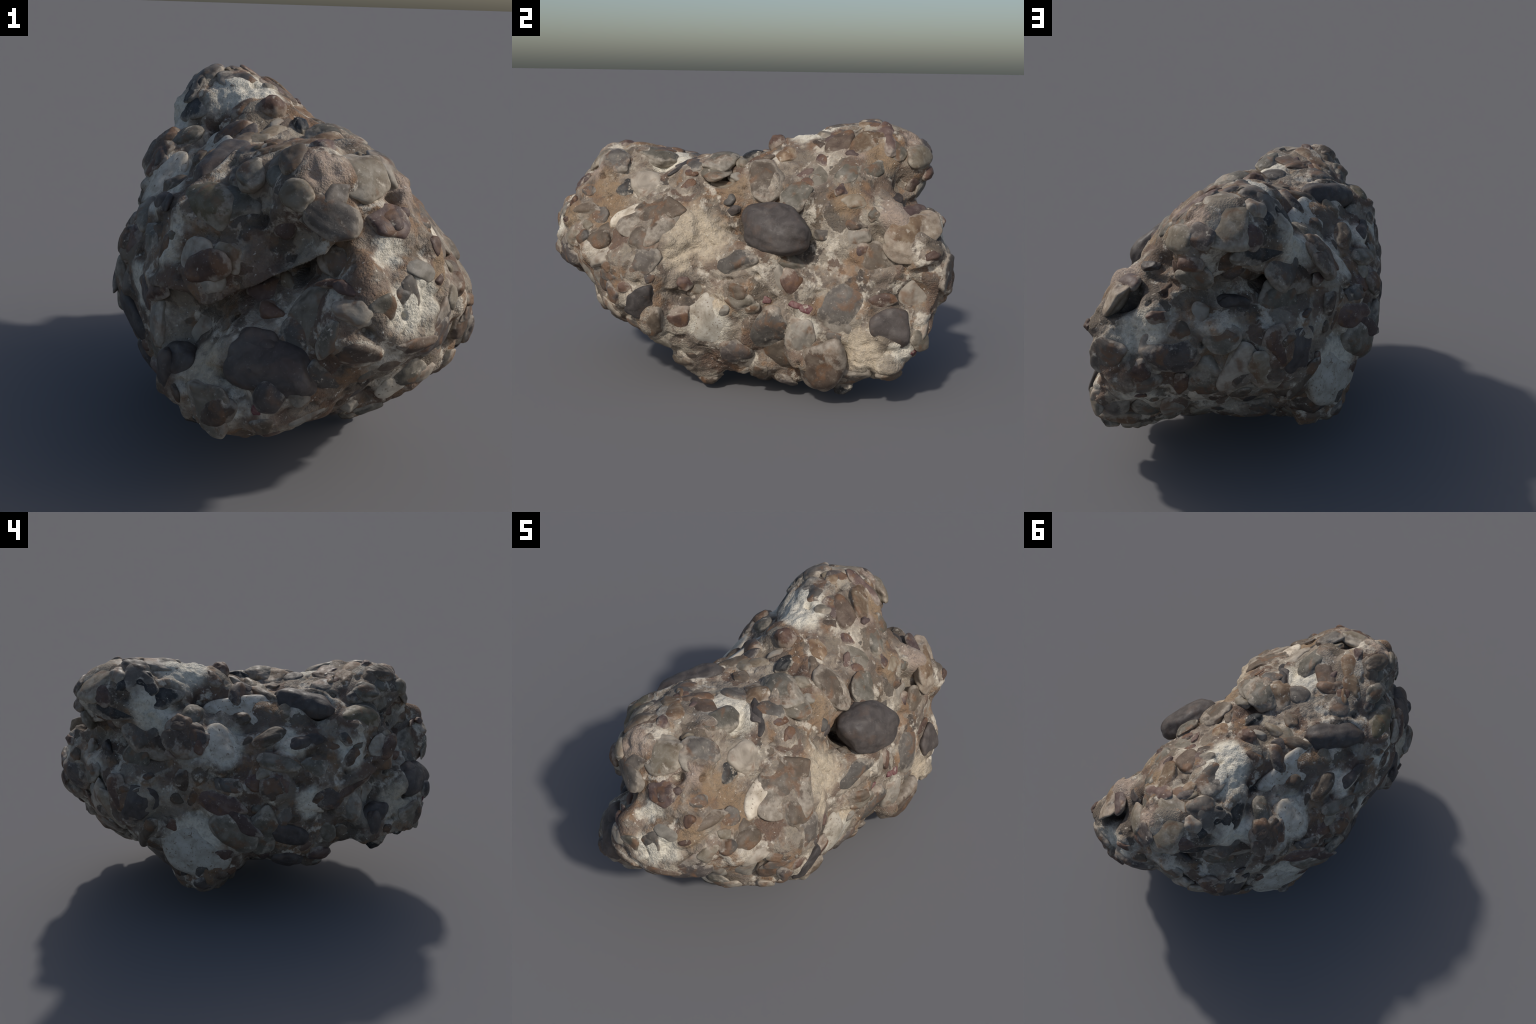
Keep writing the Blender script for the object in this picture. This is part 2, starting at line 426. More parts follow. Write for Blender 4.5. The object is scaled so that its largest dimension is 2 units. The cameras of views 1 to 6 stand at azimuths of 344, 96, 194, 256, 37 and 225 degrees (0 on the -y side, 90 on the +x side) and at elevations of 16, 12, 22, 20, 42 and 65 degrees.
stone("white", (0.51, -0.13, 0.37), 0.106, 0.097, 69, 0.006)
stone("slate", (0.47, -0.02, 0.24), 0.076, 0.070, 136, 0.015)
stone("brown", (0.36, -0.27, 0.15), 0.065, 0.050, 31, 0.015)
stone("grey", (0.31, -0.15, 0.07), 0.067, 0.050, 177, 0.012)
stone("grey", (0.49, -0.61, 0.59), 0.068, 0.029, 10, 0.010)
stone("pale", (0.30, -0.69, 0.42), 0.050, 0.035, 18, 0.012)
stone("pale", (0.43, -0.60, 0.42), 0.051, 0.033, 107, 0.012)
stone("dark", (0.48, 0.17, 0.85), 0.122, 0.088, 164, 0.024)
stone("taupe", (0.55, 0.27, 0.69), 0.106, 0.037, 165, 0.025)
stone("taupe", (0.50, 0.33, 0.74), 0.031, 0.023, 176, 0.006)
stone("grey", (0.45, 0.39, 0.81), 0.042, 0.025, 0, 0.010)
stone("rust", (0.55, 0.28, 0.59), 0.059, 0.050, 129, 0.012)
stone("pale", (0.58, 0.20, 0.63), 0.079, 0.053, 110, 0.015)
stone("grey", (0.54, 0.13, 0.36), 0.105, 0.075, 43, 0.030)
stone("grey", (0.52, 0.50, 0.52), 0.116, 0.094, 48, 0.020)
stone("brown", (0.49, 0.63, 0.69), 0.079, 0.059, 63, 0.014)
stone("maroon", (0.48, 0.56, 0.74), 0.039, 0.037, 4, 0.010)
stone("rust", (0.51, 0.66, 0.53), 0.061, 0.033, 4, 0.010, shard=True)
stone("dark", (0.55, 0.72, 0.41), 0.075, 0.073, 16, 0.015)
stone("pale", (0.49, 0.83, 0.54), 0.107, 0.082, 64, 0.020)
stone("taupe", (0.51, 0.83, 0.35), 0.062, 0.041, 158, 0.012)
stone("umber", (0.56, 0.40, 0.21), 0.113, 0.082, 72, 0.025)
stone("pale", (0.57, 0.30, 0.35), 0.080, 0.059, 85, 0.020)
stone("brown", (0.52, 0.20, 0.23), 0.098, 0.077, 34, 0.020)
stone("rust", (0.47, 0.27, 0.14), 0.069, 0.043, 56, 0.015)
stone("black", (0.46, 0.49, 0.11), 0.047, 0.031, 8, 0.040, shard=True)
stone("brown", (0.52, 0.71, 0.19), 0.063, 0.050, 173, 0.015)
stone("grey", (0.52, 0.53, 0.14), 0.075, 0.055, 5, 0.010)
stone("maroon", (0.36, 0.46, 1.01), 0.040, 0.028, 87, 0.006, shard=True)
stone("grey", (0.29, 0.33, 1.07), 0.031, 0.021, 175, 0.005)
stone("maroon", (0.32, 0.29, 1.03), 0.037, 0.026, 156, 0.006)
stone("taupe", (0.26, 0.61, 1.08), 0.056, 0.046, 21, 0.012)
stone("taupe", (0.29, 0.49, 1.08), 0.062, 0.048, 49, 0.010)
stone("umber", (0.14, 0.44, 1.20), 0.081, 0.050, 85, 0.012)
stone("ochre", (0.15, 0.57, 1.20), 0.096, 0.062, 58, 0.014)
stone("maroon", (0.07, 0.67, 1.25), 0.054, 0.034, 32, 0.010)
stone("taupe", (0.15, 0.70, 1.18), 0.071, 0.052, 72, 0.015)
stone("maroon", (0.22, 0.50, 1.14), 0.026, 0.021, 1, 0.004)
stone("maroon", (0.22, 0.37, 1.13), 0.044, 0.027, 151, 0.005)
stone("ochre", (0.17, 0.19, 1.14), 0.054, 0.049, 56, 0.018)
stone("rust", (0.01, 0.14, 1.18), 0.053, 0.044, 11, 0.040)
stone("brown", (0.31, 0.10, 1.03), 0.082, 0.064, 102, 0.012)
stone("amber", (0.11, 0.82, 1.13), 0.080, 0.052, 6, 0.020)
stone("rust", (0.06, 0.86, 1.05), 0.060, 0.033, 2, 0.020)
stone("taupe", (0.42, 0.62, 0.91), 0.037, 0.034, 12, 0.010)
stone("ochre", (0.45, 0.79, 0.84), 0.100, 0.070, 41, 0.010)
stone("rust", (0.48, 0.86, 0.73), 0.042, 0.021, 22, 0.010)
stone("pale", (0.45, 0.52, 0.81), 0.074, 0.054, 1, 0.012)
stone("umber", (0.44, 0.51, 0.86), 0.066, 0.021, 172, 0.008)
stone("amber", (0.39, 0.52, 0.96), 0.062, 0.031, 1, 0.008)
stone("taupe", (0.38, 0.26, 0.97), 0.064, 0.049, 47, 0.010)
stone("crimson", (0.56, 0.28, 0.50), 0.033, 0.018, 163, 0.003)
stone("crimson", (0.56, 0.33, 0.48), 0.029, 0.021, 179, 0.003)
stone("crimson", (0.57, 0.13, 0.51), 0.023, 0.020, 167, 0.003)
stone("crimson", (0.52, 0.81, 0.29), 0.022, 0.017, 166, 0.003)
stone("grey", (0.58, 0.45, 0.37), 0.045, 0.037, 3, 0.012)
stone("black", (0.09, 0.02, 1.14), 0.054, 0.030, 70, 0.020)
stone("maroon", (0.07, -0.84, 0.97), 0.064, 0.049, 164, 0.012)
stone("amber", (0.02, -0.75, 1.09), 0.073, 0.063, 5, 0.012)
stone("grey", (-0.08, -0.82, 1.05), 0.054, 0.042, 27, 0.012)
stone("amber", (-0.36, -0.66, 0.84), 0.043, 0.036, 144, 0.010)
stone("ochre", (-0.17, -0.47, 1.11), 0.072, 0.043, 79, 0.015)
stone("maroon", (-0.05, -0.43, 1.13), 0.048, 0.028, 84, 0.008)
stone("brown", (-0.04, -0.12, 1.08), 0.048, 0.037, 20, 0.012)
stone("taupe", (0.10, -0.46, 1.12), 0.093, 0.054, 152, 0.012)
stone("dark", (0.18, -0.30, 1.08), 0.078, 0.032, 63, 0.012)
stone("maroon", (0.26, -0.26, 1.05), 0.026, 0.016, 166, 0.006)
stone("maroon", (0.31, -0.26, 1.00), 0.032, 0.016, 56, 0.004)
stone("pale", (0.25, -0.47, 0.99), 0.074, 0.067, 135, 0.015)
stone("amber", (0.07, -0.61, 1.14), 0.034, 0.021, 164, 0.008)
stone("rust", (0.22, -0.83, 0.89), 0.034, 0.024, 70, 0.008)
stone("taupe", (0.31, -0.70, 0.86), 0.041, 0.033, 150, 0.008)
stone("grey", (0.22, -0.76, 0.95), 0.037, 0.030, 159, 0.008)
stone("amber", (0.30, -0.82, 0.73), 0.050, 0.039, 34, 0.015)
stone("rust", (0.23, -0.87, 0.80), 0.033, 0.015, 14, 0.006)
stone("pale", (0.15, -0.90, 0.84), 0.046, 0.027, 171, 0.008)
stone("grey", (0.08, -0.95, 0.79), 0.038, 0.029, 46, 0.006)
stone("slate", (0.25, -0.86, 0.65), 0.071, 0.057, 35, 0.012)
stone("taupe", (0.23, -0.72, 0.44), 0.067, 0.057, 5, 0.015)
stone("pale", (0.37, -0.70, 0.52), 0.099, 0.061, 57, 0.018)
stone("amber", (0.33, -0.74, 0.80), 0.033, 0.025, 149, 0.008)
stone("taupe", (-0.33, -0.56, 0.99), 0.076, 0.058, 163, 0.020)
stone("dark", (-0.30, -0.80, 0.62), 0.058, 0.032, 179, 0.020)
stone("slate", (0.52, -0.57, 0.51), 0.054, 0.037, 115, 0.012)
stone("maroon", (0.14, -0.81, 0.99), 0.030, 0.018, 6, 0.008)
stone("grey", (-0.03, 0.46, 1.27), 0.087, 0.065, 76, 0.015)
stone("taupe", (0.07, 0.37, 1.23), 0.037, 0.031, 6, 0.008)
stone("ochre", (-0.02, 0.57, 1.28), 0.043, 0.038, 5, 0.010)
stone("grey", (-0.17, 0.59, 1.24), 0.076, 0.064, 101, 0.015)
stone("taupe", (-0.30, 0.35, 1.05), 0.081, 0.050, 34, 0.020)
stone("taupe", (0.32, 0.36, 1.05), 0.062, 0.048, 178, 0.008)
stone("taupe", (0.19, -0.13, 1.11), 0.097, 0.073, 125, 0.018)
stone("amber", (0.30, -0.14, 1.05), 0.066, 0.044, 136, 0.012)
stone("amber", (-0.09, -0.04, 1.09), 0.060, 0.039, 42, 0.012)
stone("taupe", (0.55, 0.01, 0.51), 0.071, 0.043, 168, 0.012)
stone("grey", (-0.12, 0.59, 1.27), 0.066, 0.049, 147, 0.020)
stone("black", (-0.23, 0.47, 1.17), 0.080, 0.052, 16, 0.006)
stone("black", (-0.20, 0.65, 1.20), 0.046, 0.025, 23, 0.010)
stone("pale", (0.01, 0.06, 1.15), 0.047, 0.028, 43, 0.015)
stone("slate", (-0.11, 0.04, 1.10), 0.047, 0.034, 131, 0.015)
stone("amber", (-0.03, -0.02, 1.11), 0.052, 0.031, 25, 0.015)
stone("brown", (-0.27, 0.10, 0.99), 0.043, 0.035, 175, 0.020)
stone("umber", (-0.39, 0.44, 0.98), 0.068, 0.057, 48, 0.015)
stone("rust", (-0.40, 0.33, 0.92), 0.057, 0.035, 42, 0.008)
stone("taupe", (-0.26, -0.56, 1.06), 0.069, 0.049, 152, 0.020)
stone("ochre", (-0.17, -0.40, 1.11), 0.042, 0.022, 64, 0.015)
stone("brown", (-0.16, -0.68, 1.12), 0.071, 0.043, 139, 0.025)
stone("taupe", (-0.21, -0.65, 1.08), 0.058, 0.031, 145, 0.012)
stone("olive", (-0.38, -0.48, 0.97), 0.110, 0.068, 171, 0.030)
stone("dark", (-0.44, -0.14, 0.88), 0.058, 0.033, 4, 0.020)
stone("brown", (-0.37, 0.10, 0.90), 0.036, 0.019, 34, 0.010)
stone("amber", (-0.52, 0.04, 0.79), 0.059, 0.034, 175, 0.015)
stone("umber", (-0.56, 0.03, 0.71), 0.064, 0.054, 120, 0.020)
stone("amber", (-0.18, -0.77, 1.04), 0.051, 0.040, 168, 0.020)
stone("umber", (-0.15, -0.82, 0.99), 0.049, 0.026, 10, 0.010)
stone("rust", (-0.23, -0.74, 0.94), 0.046, 0.036, 66, 0.012)
stone("amber", (0.22, -0.01, 1.11), 0.045, 0.027, 108, 0.020)
stone("rust", (-0.40, -0.62, 0.80), 0.081, 0.047, 21, 0.020)
stone("dark", (-0.33, -0.70, 0.74), 0.101, 0.046, 23, 0.010)
stone("rust", (-0.27, -0.77, 0.70), 0.053, 0.032, 171, 0.015)
stone("dark", (-0.32, -0.80, 0.59), 0.077, 0.067, 176, 0.020)
stone("dark", (-0.51, -0.53, 0.47), 0.085, 0.051, 18, 0.025)
stone("pale", (-0.46, -0.56, 0.59), 0.076, 0.048, 13, 0.015)
stone("slate", (-0.28, -0.89, 0.49), 0.048, 0.043, 66, 0.020)
stone("pale", (-0.20, -0.92, 0.50), 0.039, 0.033, 143, 0.020)
stone("grey", (-0.13, -0.91, 0.53), 0.067, 0.042, 150, 0.012)
stone("umber", (-0.40, -0.78, 0.40), 0.070, 0.046, 47, 0.020)
stone("black", (-0.43, -0.67, 0.32), 0.030, 0.020, 16, 0.020, shard=True)
stone("umber", (-0.06, -0.97, 0.63), 0.066, 0.039, 165, 0.012)
stone("brown", (0.06, -0.92, 0.58), 0.037, 0.028, 174, 0.012)
stone("umber", (0.14, -0.94, 0.64), 0.068, 0.024, 177, 0.012)
stone("taupe", (0.01, -0.97, 0.77), 0.046, 0.034, 170, 0.015)
stone("pale", (-0.07, -0.97, 0.76), 0.051, 0.043, 5, 0.012)
stone("grey", (-0.20, -0.88, 0.66), 0.059, 0.057, 21, 0.010)
stone("taupe", (-0.13, -0.94, 0.67), 0.057, 0.026, 72, 0.008)
stone("grey", (0.10, -0.94, 0.80), 0.040, 0.031, 99, 0.006)
stone("rust", (-0.10, -0.91, 0.82), 0.068, 0.013, 6, 0.006)
stone("grey", (0.35, -0.75, 0.74), 0.041, 0.035, 5, 0.020)
stone("umber", (0.47, -0.63, 0.54), 0.050, 0.046, 4, 0.020)
stone("taupe", (0.49, -0.60, 0.63), 0.040, 0.031, 170, 0.015)
stone("pale", (0.29, -0.76, 0.55), 0.078, 0.044, 86, 0.015)
stone("white", (0.19, -0.70, 0.39), 0.044, 0.037, 166, 0.004)
stone("taupe", (0.14, -0.65, 0.30), 0.052, 0.031, 36, 0.012)
stone("pale", (0.05, -0.69, 0.33), 0.049, 0.030, 116, 0.012)
stone("pale", (-0.16, -0.86, 0.40), 0.057, 0.018, 23, 0.010)
stone("brown", (-0.28, -0.85, 0.38), 0.037, 0.036, 127, 0.015)
stone("grey", (-0.57, -0.03, 0.55), 0.061, 0.042, 54, 0.020)
stone("umber", (-0.53, -0.21, 0.62), 0.061, 0.041, 44, 0.015)
stone("rust", (-0.51, -0.15, 0.37), 0.042, 0.030, 54, 0.010)
stone("maroon", (0.38, 0.78, 0.91), 0.091, 0.048, 17, 0.015)
stone("amber", (-0.06, 0.77, 1.24), 0.090, 0.081, 100, 0.012)
stone("slate", (0.02, 0.85, 1.16), 0.068, 0.044, 171, 0.015)
stone("maroon", (-0.17, 0.77, 1.15), 0.055, 0.045, 174, 0.015)
stone("black", (-0.22, 0.74, 1.09), 0.089, 0.043, 178, 0.006)
stone("umber", (-0.08, 0.86, 1.05), 0.081, 0.047, 9, 0.012)
stone("rust", (0.14, 0.82, 1.01), 0.049, 0.037, 38, 0.012)
stone("taupe", (0.06, 0.85, 0.98), 0.078, 0.044, 25, 0.010)
stone("black", (-0.21, 0.55, 1.20), 0.055, 0.050, 57, 0.008)
stone("umber", (-0.37, 0.53, 0.98), 0.111, 0.057, 166, 0.012)
stone("brown", (-0.38, -0.01, 0.91), 0.095, 0.045, 22, 0.030)
stone("white", (-0.24, 0.06, 1.02), 0.132, 0.080, 175, 0.008)
stone("ochre", (0.10, -0.17, 1.10), 0.077, 0.076, 27, 0.020)
stone("grey", (0.20, -0.25, 1.09), 0.060, 0.048, 171, 0.015)
stone("slate", (-0.00, 0.61, 1.28), 0.048, 0.031, 119, 0.008)
stone("grey", (-0.49, 0.25, 0.73), 0.061, 0.030, 162, 0.010)
stone("maroon", (-0.54, 0.08, 0.76), 0.082, 0.046, 17, 0.012)
stone("dark", (-0.51, -0.50, 0.43), 0.065, 0.037, 86, 0.020)
stone("maroon", (-0.52, 0.25, 0.59), 0.151, 0.053, 152, 0.015)
stone("taupe", (-0.54, 0.22, 0.50), 0.107, 0.071, 143, 0.020)
stone("maroon", (-0.43, 0.44, 0.89), 0.075, 0.033, 157, 0.010)
stone("dark", (-0.08, 0.80, 0.85), 0.066, 0.035, 175, 0.015)
stone("taupe", (-0.06, 0.83, 0.74), 0.058, 0.047, 6, 0.008)
stone("umber", (-0.21, 0.77, 0.97), 0.088, 0.049, 164, 0.015)
stone("taupe", (-0.30, 0.70, 0.84), 0.087, 0.072, 85, 0.012)
stone("dark", (-0.36, 0.66, 0.64), 0.075, 0.064, 54, 0.012, shard=True)
stone("rust", (-0.28, 0.75, 0.68), 0.069, 0.050, 101, 0.010)
stone("pale", (-0.12, 0.84, 0.59), 0.094, 0.060, 65, 0.015)
stone("amber", (-0.22, 0.79, 0.58), 0.084, 0.053, 128, 0.012)
stone("brown", (-0.30, 0.60, 0.41), 0.083, 0.058, 114, 0.020)
stone("taupe", (0.01, 0.82, 0.49), 0.098, 0.072, 94, 0.020)
stone("white", (0.07, 0.79, 0.42), 0.060, 0.037, 96, 0.004)
stone("rust", (0.10, 0.87, 0.50), 0.070, 0.028, 92, 0.010)
stone("brown", (-0.12, 0.75, 0.46), 0.053, 0.039, 20, 0.012)
stone("slate", (0.12, 0.93, 0.68), 0.100, 0.068, 168, 0.020)
stone("grey", (0.39, 0.96, 0.65), 0.086, 0.062, 39, 0.015)
stone("rust", (0.24, 0.97, 0.61), 0.058, 0.041, 33, 0.010)
stone("grey", (0.23, 0.96, 0.55), 0.069, 0.059, 4, 0.012)
stone("taupe", (0.28, 0.81, 0.31), 0.069, 0.056, 109, 0.012)
stone("grey", (0.42, 0.87, 0.35), 0.089, 0.063, 36, 0.012)
stone("brown", (0.37, 0.79, 0.24), 0.084, 0.041, 171, 0.015)
stone("pale", (0.17, 0.77, 0.34), 0.069, 0.049, 103, 0.012)
stone("white", (-0.43, 0.43, 0.45), 0.146, 0.110, 144, 0.010)
stone("umber", (-0.36, 0.52, 0.28), 0.066, 0.057, 135, 0.015)
stone("grey", (-0.13, 0.53, 0.24), 0.087, 0.057, 178, 0.012)
stone("dark", (0.30, 0.72, 0.97), 0.053, 0.028, 20, 0.006)
stone("rust", (0.18, 0.91, 0.83), 0.038, 0.030, 176, 0.008)
stone("brown", (0.10, 0.89, 0.78), 0.040, 0.038, 152, 0.010)
stone("pale", (0.03, 0.83, 0.82), 0.047, 0.038, 90, 0.012)
stone("pale", (-0.15, 0.67, 1.24), 0.048, 0.038, 110, 0.015)
stone("slate", (-0.15, 0.09, 1.09), 0.075, 0.041, 55, 0.020)
stone("umber", (-0.34, 0.41, 1.02), 0.054, 0.046, 52, 0.020)
stone("slate", (-0.39, 0.35, 0.95), 0.065, 0.055, 55, 0.012)
stone("white", (-0.40, 0.23, 0.89), 0.104, 0.075, 87, 0.015)
stone("brown", (-0.31, 0.72, 0.71), 0.039, 0.023, 13, 0.010)
stone("slate", (-0.38, 0.61, 0.77), 0.030, 0.019, 26, 0.006)
stone("umber", (-0.44, 0.44, 0.76), 0.058, 0.048, 106, 0.015)
stone("rust", (-0.40, 0.50, 0.52), 0.035, 0.031, 81, 0.008, shard=True)
stone("brown", (-0.35, 0.61, 0.49), 0.105, 0.039, 66, 0.015)
stone("grey", (-0.50, 0.23, 0.73), 0.058, 0.034, 171, 0.015)
stone("maroon", (-0.50, 0.27, 0.65), 0.116, 0.058, 160, 0.015)
stone("rust", (-0.51, 0.27, 0.38), 0.055, 0.027, 4, 0.006)
stone("slate", (-0.40, 0.48, 0.27), 0.069, 0.042, 34, 0.020)
stone("slate", (-0.45, 0.37, 0.22), 0.050, 0.044, 93, 0.015)
stone("dark", (-0.26, -0.21, 1.06), 0.153, 0.073, 165, 0.045)
stone("brown", (-0.16, -0.04, 1.07), 0.083, 0.036, 127, 0.020)
stone("amber", (-0.30, -0.11, 1.01), 0.039, 0.033, 106, 0.015)
stone("taupe", (-0.48, -0.01, 0.82), 0.106, 0.040, 162, 0.020)
stone("dark", (-0.44, -0.21, 0.89), 0.047, 0.029, 176, 0.008)
stone("grey", (-0.46, -0.39, 0.89), 0.038, 0.033, 179, 0.006)
stone("umber", (-0.47, -0.31, 0.86), 0.045, 0.036, 175, 0.006)
stone("slate", (-0.26, -0.51, 1.06), 0.063, 0.045, 45, 0.015)
stone("brown", (-0.16, -0.62, 1.12), 0.068, 0.045, 54, 0.020)
stone("umber", (-0.08, -0.40, 1.13), 0.071, 0.048, 18, 0.015)
stone("grey", (0.03, -0.26, 1.10), 0.063, 0.046, 173, 0.015)
stone("maroon", (-0.29, -0.74, 0.73), 0.056, 0.046, 172, 0.012)
stone("taupe", (-0.17, -0.88, 0.73), 0.093, 0.078, 1, 0.015)
stone("brown", (-0.09, -0.89, 0.88), 0.089, 0.048, 162, 0.015)
stone("maroon", (-0.08, -0.93, 0.81), 0.038, 0.020, 163, 0.010)
stone("black", (-0.42, -0.53, 0.29), 0.043, 0.033, 178, 0.025, shard=True)
stone("taupe", (-0.43, -0.76, 0.41), 0.074, 0.060, 139, 0.012)
stone("crimson", (-0.31, -0.87, 0.43), 0.025, 0.013, 97, 0.002)
stone("maroon", (-0.55, -0.02, 0.72), 0.060, 0.057, 85, 0.012)
stone("brown", (-0.51, 0.21, 0.73), 0.035, 0.028, 91, 0.010)
stone("slate", (-0.52, -0.26, 0.63), 0.071, 0.059, 145, 0.012)
stone("white", (-0.54, -0.16, 0.61), 0.095, 0.046, 163, 0.006)
stone("taupe", (-0.50, -0.20, 0.77), 0.069, 0.043, 171, 0.010)
stone("rust", (-0.51, -0.39, 0.66), 0.100, 0.032, 22, 0.010)
stone("pale", (-0.52, -0.39, 0.54), 0.064, 0.046, 98, 0.012)
stone("dark", (-0.55, -0.06, 0.45), 0.120, 0.047, 153, 0.020)
stone("taupe", (-0.50, -0.25, 0.42), 0.066, 0.046, 109, 0.012)
stone("maroon", (-0.45, -0.23, 0.29), 0.078, 0.048, 151, 0.020)
stone("dark", (-0.48, -0.05, 0.29), 0.085, 0.054, 139, 0.020)
stone("brown", (-0.56, -0.06, 0.54), 0.046, 0.030, 151, 0.012)
stone("brown", (-0.49, -0.34, 0.38), 0.050, 0.039, 144, 0.012)
stone("pale", (-0.42, -0.59, 0.79), 0.078, 0.058, 125, 0.012)
stone("grey", (-0.10, -0.84, 1.00), 0.079, 0.048, 157, 0.012)
stone("brown", (0.39, -0.40, 0.87), 0.119, 0.092, 65, 0.015)
stone("brown", (0.38, -0.64, 0.78), 0.067, 0.060, 26, 0.012)
stone("umber", (-0.01, -0.44, 1.14), 0.106, 0.044, 152, 0.008)
stone("ochre", (-0.09, -0.53, 1.14), 0.082, 0.058, 74, 0.012)
stone("slate", (0.16, -0.28, 1.09), 0.072, 0.034, 67, 0.010)
stone("rust", (-0.17, -0.42, 1.11), 0.050, 0.039, 155, 0.008)
stone("grey", (-0.19, -0.36, 1.10), 0.051, 0.048, 20, 0.010)
stone("dark", (-0.29, -0.85, 0.57), 0.104, 0.073, 174, 0.020)
stone("maroon", (0.11, 0.44, 1.22), 0.057, 0.053, 108, 0.008)
stone("maroon", (0.11, 0.67, 1.22), 0.093, 0.041, 80, 0.010)
stone("amber", (-0.03, 0.59, 1.28), 0.044, 0.025, 142, 0.006)
stone("taupe", (0.28, 0.37, 1.08), 0.086, 0.055, 84, 0.008)
stone("maroon", (0.28, 0.28, 1.07), 0.059, 0.020, 50, 0.004)
stone("slate", (-0.11, 0.83, 1.00), 0.085, 0.062, 69, 0.012)
stone("grey", (-0.30, 0.63, 1.02), 0.087, 0.068, 116, 0.010)
stone("umber", (-0.38, 0.39, 0.98), 0.081, 0.068, 78, 0.012)
stone("amber", (-0.11, 0.84, 0.67), 0.086, 0.053, 63, 0.012)
stone("taupe", (-0.57, 0.10, 0.48), 0.113, 0.066, 87, 0.012)

# the pebbles it stands on
stone("umber", (0.30, -0.17, 0.03), 0.070, 0.050, 20, 0.030)
stone("slate", (0.22, 0.10, 0.05), 0.060, 0.050, 70, 0.028)
stone("brown", (0.42, 0.42, 0.08), 0.070, 0.055, 40, 0.030)
# pebbles of the hidden underside and of bare stretches, strewn by rule
KINDS = ("grey", "brown", "taupe", "umber", "umber", "slate", "brown", "amber", "maroon", "dark")
for s in stones:
    s["p"] = body_points(s["d"][None])[0]
tries = 0
while tries < 4000 and len(stones) < 360:
    tries += 1
    d = rng.normal(size=3)
    d /= np.linalg.norm(d)
    p = body_points(d[None])[0]
    if p[2] > 0.42 and rng.random() < 0.75:
        continue
    size = 0.026 + 0.055 * rng.random() ** 1.5
    if min(np.linalg.norm(p - s["p"]) - 0.9 * math.sqrt(s["long"] * s["wide"]) for s in stones) < size * 1.05:
        continue
    stones.append(dict(kind=KINDS[int(rng.integers(len(KINDS)))], d=d, p=p, long=size * rng.uniform(1, 1.35), wide=size * rng.uniform(0.7, 1),
                       roll=rng.uniform(0, math.pi), proud=size * rng.uniform(0.2, 0.4), shard=rng.random() < 0.15))

dirs = np.array([s["d"] for s in stones])
for s, n in zip(stones, body_normals(dirs)):
    t = np.cross([0, 0, 1.0], n)
    t /= np.linalg.norm(t)
    b = np.cross(n, t)
    s["n"], s["u"] = n, math.cos(s["roll"]) * t + math.sin(s["roll"]) * b
    s["v"] = np.cross(n, s["u"])
    s["fill"] = rng.uniform(0.1, 0.55) if s["proud"] < 0.025 else rng.uniform(0.1, 0.3)

# ------------------------------------------------------------------ cement body
bm = bmesh.new()
bmesh.ops.create_icosphere(bm, subdivisions=8, radius=1)
cement_mesh = bpy.data.meshes.new("cement")
bm.to_mesh(cement_mesh)
bm.free()
D = np.empty(len(cement_mesh.vertices) * 3, np.float32)
cement_mesh.vertices.foreach_get("co", D)
D = D.reshape(-1, 3).astype(float)
D /= np.linalg.norm(D, axis=1)[:, None]
P, NORMAL = body_points(D), body_normals(D)


def field(points, scale, offset, octaves=3):
    o = Vector(offset)
    return np.array([noise.fractal(Vector(p) * scale + o, 1.0, 2.1, octaves) for p in points])


def cobbles(points, scale, offset):
    """Rounded lumps: coated pebbles under the cement."""
    o = Vector(offset)
    out = np.empty(len(points))
    for k, p in enumerate(points):
        dist = noise.voronoi(Vector(p) * scale + o, distance_metric="DISTANCE", exponent=2.5)[0]
        out[k] = min(dist[1] - dist[0], 0.55) - 0.25
    return out


warp = np.stack([field(P, 5, (k * 7.0, 2, 5), 2) for k in range(3)], 1) * 0.03
relief = 0.016 * field(P, 5.5, (1, 9, 4), 3) + 0.036 * cobbles(P + warp, 6.5, (3, 1, 8)) + 0.008 * field(P, 20, (5, 5, 1), 3)
relief += 0.012 * cobbles(P + warp * 0.6, 15, (6, 2, 3)) - 0.006

pits = np.clip(field(P, 13, (8, 4, 2), 2) - 0.42, 0, 0.3)
relief -= 0.12 * pits
lift = np.zeros(len(P))
near_stone = np.zeros(len(P))
for s in stones:
    q = P - s["p"]
    near = np.where((q * q).sum(1) < (s["long"] * 1.3 + 0.06) ** 2)[0]
    q = q[near]
    facing = (NORMAL[near] @ s["n"]) > 0.1
    x, y = q @ s["u"], q @ s["v"]
    rho = np.sqrt((x / s["long"]) ** 2 + (y / s["wide"]) ** 2)
    e = np.clip(rho - 0.92, 0, None) * s["wide"]
    fall = np.exp(-(e / (0.012 + 0.25 * s["proud"])) ** 2) * facing
    lift[near] = np.maximum(lift[near], s["fill"] * s["proud"] * fall)
    near_stone[near] = np.maximum(near_stone[near], np.exp(-(e / 0.02) ** 2) * facing)
# inside a pebble's outline the cement keeps to the smooth body so that the pebble shows
relief = relief * (1 - 0.92 * near_stone) + lift
P = P + NORMAL * relief[:, None]
cement_mesh.vertices.foreach_set("co", P.ravel())
cement_mesh.shade_smooth()
cement_mesh.update()

# ------------------------------------------------------------------ materials


